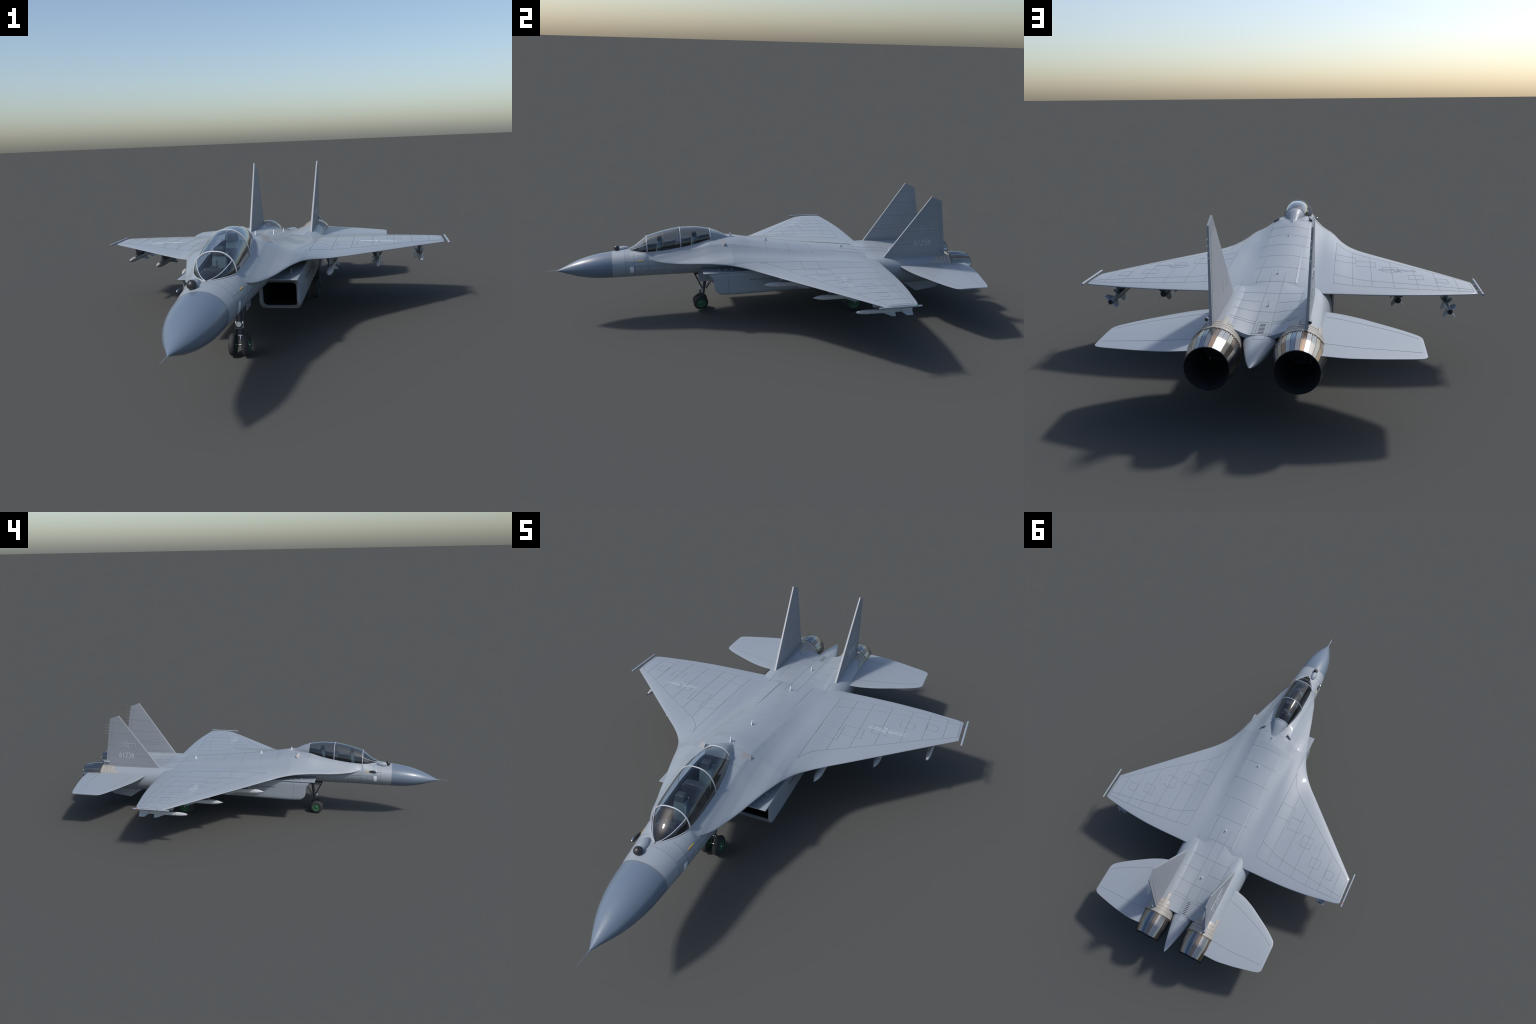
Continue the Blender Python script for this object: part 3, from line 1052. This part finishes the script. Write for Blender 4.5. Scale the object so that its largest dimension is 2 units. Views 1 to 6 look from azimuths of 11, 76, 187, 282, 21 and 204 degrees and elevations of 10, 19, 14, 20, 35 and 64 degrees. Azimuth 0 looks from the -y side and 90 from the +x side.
def lines(name, tree, polys, ray, width, mat, parent=None, both=True, rise=.0004, step=.006):
    vf = []
    for p in polys:
        vf.append(ribbon(tree, p, ray, width, rise, step))
        if both:
            vf.append(ribbon(tree, [(-q[0], *q[1:]) for q in p], ray, width, rise, step))
    v, f = merge(*vf)
    o = part(name, v, f, mat, parent, None, fix=False)
    o["kind"] = "stuff"
    return o

def rect(x0, x1, y0, y1):
    return [(x0, y0, 0), (x1, y0, 0), (x1, y1, 0), (x0, y1, 0), (x0, y0, 0)]

P3 = lambda pts: [(p[0], p[1], 0) for p in pts]
front_line = spline(P3([(.19, -.085), (.203, -.045), (.224, -.010), (.2546, .0245), (.319, .0745), (.391, .1285), (.4688, .189), (.534, .2395), (.600, .290), (.6456, .325)]), 6)
rear_line = spline(P3([(.19, .4075), (.2604, .4172), (.3232, .4245), (.3879, .4295), (.4635, .434), (.5351, .4345), (.5976, .434), (.645, .4315)]), 5)
mid_line = spline(P3([(.19, .3230), (.2632, .3530), (.3213, .3690), (.3898, .3795), (.4651, .3905), (.5312, .4005), (.646, .4140)]), 5)
front_y = curve(*[(p[0], p[1]) for p in front_line])
rear_y = curve(*[(p[0], p[1]) for p in rear_line])
wing_lines = [front_line, rear_line, mid_line, P3([(.19, -.085), (.19, .4075)]), P3([(.6456, .325), (.645, .4315)])]
for x in (.2547, .319, .391, .4688, .534, .600):
    wing_lines.append(P3([(x, front_y(x)), (x, rear_y(x))]))
for r in ((.191, .2665, .0978, .1737), (.2665, .3375, .1445, .2098), (.3612, .4148, .2045, .2654), (.4447, .4946, .2935, .3407), (.536, .5744, .3206, .363)):
    wing_lines.append(rect(*r))
W_LINE = .0017
lines("panel_line", skin_top, wing_lines, down, W_LINE, M_LINE, shell["wing"])
# fuselage spine: hoops, ridges and deck seams
spine = []
for y, x in ((-.1175, .0884), (-.029, .0943), (.0765, .0956), (.186, .0935), (.2985, .0884), (.4232, .0616)):
    spine.append([(-x, y, 0), (x, y, 0)])
for y, a, b in ((.519, 0, .1025), (.590, .026, .103), (.6612, 0, .1025), (.7283, .0235, .098), (.7425, .0235, .098)):
    spine.append([(a, y, 0), (b, y, 0)])
    spine.append([(-b, y, 0), (-a, y, 0)])
spine += [[(s * .0235, .35, 0), (s * .0235, .8150, 0)] for s in (1, -1)]
spine += [[(s * .117, .42, 0), (s * .117, .508, 0)] for s in (1, -1)]
spine += [[(s * .042, -.2926, 0), (s * .077, -.2868, 0)] for s in (1, -1)]
spine += [[(s * .024, -.2131, 0), (s * .058, -.2087, 0)] for s in (1, -1)]
spine += [rect(-.0155, .0155, .732, .845)]
spine += [[(-.03, .806, 0), (.03, .806, 0)]]
lines("spine_seam", skin_top, spine, down, W_LINE, M_LINE, shell["fuselage"], both=False)
# low steps either side of the spine, growing rearwards
for sd in (1, -1):
    rings = []
    for i in range(41):
        y = lerp(.084, .4285, i / 40)
        x0 = lerp(.0595, .0642, i / 40)
        h = .0020 * smooth(i / 26)
        rings.append([(sd * x, y, shell_z(x, y) + dz) for x, dz in
                      ((x0, -.0012), (x0 + .0005, h), (x0 + .0018, h * .85), (x0 + .0045, h * .35), (x0 + .0075, -.0004))])
    v, f = loft(rings, False)
    f.append(tuple(range(40 * 5, 41 * 5)))
    part("spine_step", v, f, M_BODY, shell["fuselage"], 40, fix=False)
lines("louvre", skin_top, [[(-.0085, .7455 + .0085 * k, 0), (.0085, .7455 + .0085 * k, 0)] for k in range(8)], down, .0034, M_BLACK, deck, both=False, rise=.0006)

# stabiliser lines
lines("stabilizer_seam", skin_stab, [spline(P3([(.1665, .6464), (.2298, .6649), (.2953, .6887), (.3679, .7202), (.4375, .7599)]), 5),
                                    spline(P3([(.1723, .8545), (.27, .8626), (.3489, .8598), (.4369, .8568)]), 5)], down, W_LINE, M_LINE, stabs[0])

# fin lines: p = (side, y, z)
def side_ray(p):
    s = 1 if p.x > 0 else -1
    return ((s * .5, p.y, p.z), (-s, 0, 0))

def in_ray(p):
    s = 1 if p.x > 0 else -1
    return ((s * .01, p.y, p.z), (s, 0, 0))

fl = []
for z in (.5007, .4418, .3757, .3132):
    fl.append([(1, fin_le(z) + .004, z), (1, fin_te(z) - .002, z)])
fl.append([(1, .536, .2620), (1, .834, .2632)])
fl.append([(1, .7665, .5074), (1, .8265, .2480)])
fl_in = fl + [[(1, .622, .300), (1, .672, .300), (1, .672, .330), (1, .622, .330), (1, .622, .300)]]
lines("fin_seam", skin_fin, fl, side_ray, .0016, M_GROOVE, fins[0])
lines("fin_seam", skin_fin, fl_in, in_ray, .0016, M_GROOVE, fins[0])

# emblem: star between two bars, drawn as raised outlines
def emblem(cu, cv, size, bar0, bar1, half):
    """returns polylines in (u, v); star point towards +v"""
    out = []
    for k in (1.0, .52):
        star = []
        for i in range(10):
            a = pi / 2 + i * pi / 5
            r = size * k * (1 if i % 2 == 0 else .42)
            star.append((cu + r * cos(a), cv + r * sin(a)))
        out.append(star + [star[0]])
    for sgn in (-1, 1):
        a, b = cu + sgn * bar0, cu + sgn * bar1
        out.append([(a, cv - half), (b, cv - half), (b, cv + half), (a, cv + half)])
    return out

wl = [[(u, y, 0) for u, y in p] for p in emblem(.4115, .2405, .027, .020, .0665, .0058)]
wl = [[(x, lerp(.2405, .2405 - (y - .2405), 1), 0) for x, y, _ in p] for p in wl]
lines("wing_emblem", skin_top, wl, down, .0014, M_LIGHT, shell["wing"], rise=.0007, step=.004)
fe = [[(1, u, z) for u, z in p] for p in emblem(.7050, .3785, .0255, .020, .0560, .0065)]
lines("fin_emblem", skin_fin, fe, side_ray, .0018, material("fin_emblem_grey", (.36, .39, .44), .45), fins[0], rise=.0009, step=.004)  # outline tinted paler than the fin for the bright rims of the relief

# serial number, each digit drawn as strokes in a unit cell (0..1 wide, 0..1 tall)
def arc(cx, cy, rx, ry, a0, a1, n=12):
    return [(cx + rx * cos(radians(lerp(a0, a1, k / n))), cy + ry * sin(radians(lerp(a0, a1, k / n)))) for k in range(n + 1)]

DIGIT = {
    "6": [arc(.5, .30, .40, .30, 0, 360, 20), [(.10, .34), (.18, .58), (.38, .82), (.68, 1.0)]],
    "1": [[(.5, 0), (.5, 1)]],
    "2": [arc(.46, .74, .36, .26, 160, -25, 12) + [(.12, .02), (.90, .02)]],
    "3": [arc(.42, .76, .34, .24, 150, -80, 12) + arc(.42, .27, .40, .27, 80, -150, 14)],
}
DW, DH, GAP = .0145, .0265, .0178

def serial(side):
    vf = []
    text = "61236"
    total = GAP * 4 + DW
    for i, ch in enumerate(text):
        for st in DIGIT[ch]:
            pts = []
            for u, w in st:
                adv = i * GAP + u * DW + .10 * w * DH * 1
                # read from outside: +x flank runs with +y, -x flank against it
                y = (.7105 - total / 2 + adv) if side > 0 else (.7105 + total / 2 - adv)
                pts.append((side, y, .3040 + w * DH))
            vf.append(ribbon(skin_fin, pts, side_ray, .0030, .0006, .0015))
    return vf

for s, fin in ((1, fins[0]), (-1, fins[1])):
    o = part("serial_number", *merge(*serial(s)), M_NUMBER, fin, None, fix=False)
    o["kind"] = "stuff"

# nose seams: hoops cast inwards on to the axis, and level lines on the flank
def axis_ray(p):
    c = Vector((0, p.y, mid_z(p.y)))
    d = Vector((p.x, 0, p.z)).normalized()
    return (c + d * .3, -d)

def hoop(y, a0, a1):
    return [(sin(radians(lerp(a0, a1, k / 40))), y, cos(radians(lerp(a0, a1, k / 40)))) for k in range(41)]

nl = [hoop(-.6605, -178, 178), hoop(-.6218, 33, 178), hoop(-.6218, -178, -33)]
for y in (-.561, -.4938, -.4309, -.361):
    nl += [hoop(y, 72, 178), hoop(y, -178, -72)]
lines("nose_seam", skin_nose, nl, axis_ray, .0013, M_LINE, nose, both=False)

def flank_ray(p):
    s = 1 if p.x > 0 else -1
    return ((s * .3, p.y, p.z), (-s, 0, 0))
fr = lambda y0, y1, z0, z1: [(1, y0, z0), (1, y1, z0), (1, y1, z1), (1, y0, z1), (1, y0, z0)]
lines("flank_seam", skin_nose, [[(1, -.6605, .2700), (1, -.561, .2722)], [(1, -.6605, .2530), (1, -.505, .2535)], [(1, -.6605, .2290), (1, -.33, .2300)],
                                fr(-.619, -.593, .229, .2505), fr(-.556, -.512, .229, .252)], flank_ray, .0013, M_LINE, nose)
def patch(y0, y1, z0, z1, mat, name):
    return lines(name, skin_nose, [[(1, (y0 + y1) / 2, z0), (1, (y0 + y1) / 2, z1)]], flank_ray, y1 - y0, mat, nose, rise=.0008, step=.003)
patch(-.641, -.6235, .2225, .2515, M_WHITE, "pale_patch")
lines("yellow_stripe", skin_nose, [[(1, -.6076, .2738), (1, -.5806, .2748)]], flank_ray, .0042, M_YELLOW, nose, rise=.0008)
# nacelle seams
lines("nacelle_seam", skin_nac, [[(1, -.2214, .232), (1, -.2214, .14)], [(1, -.0604, .232), (1, -.0604, .14)]], flank_ray, .0014, M_LINE, nacelles[0])
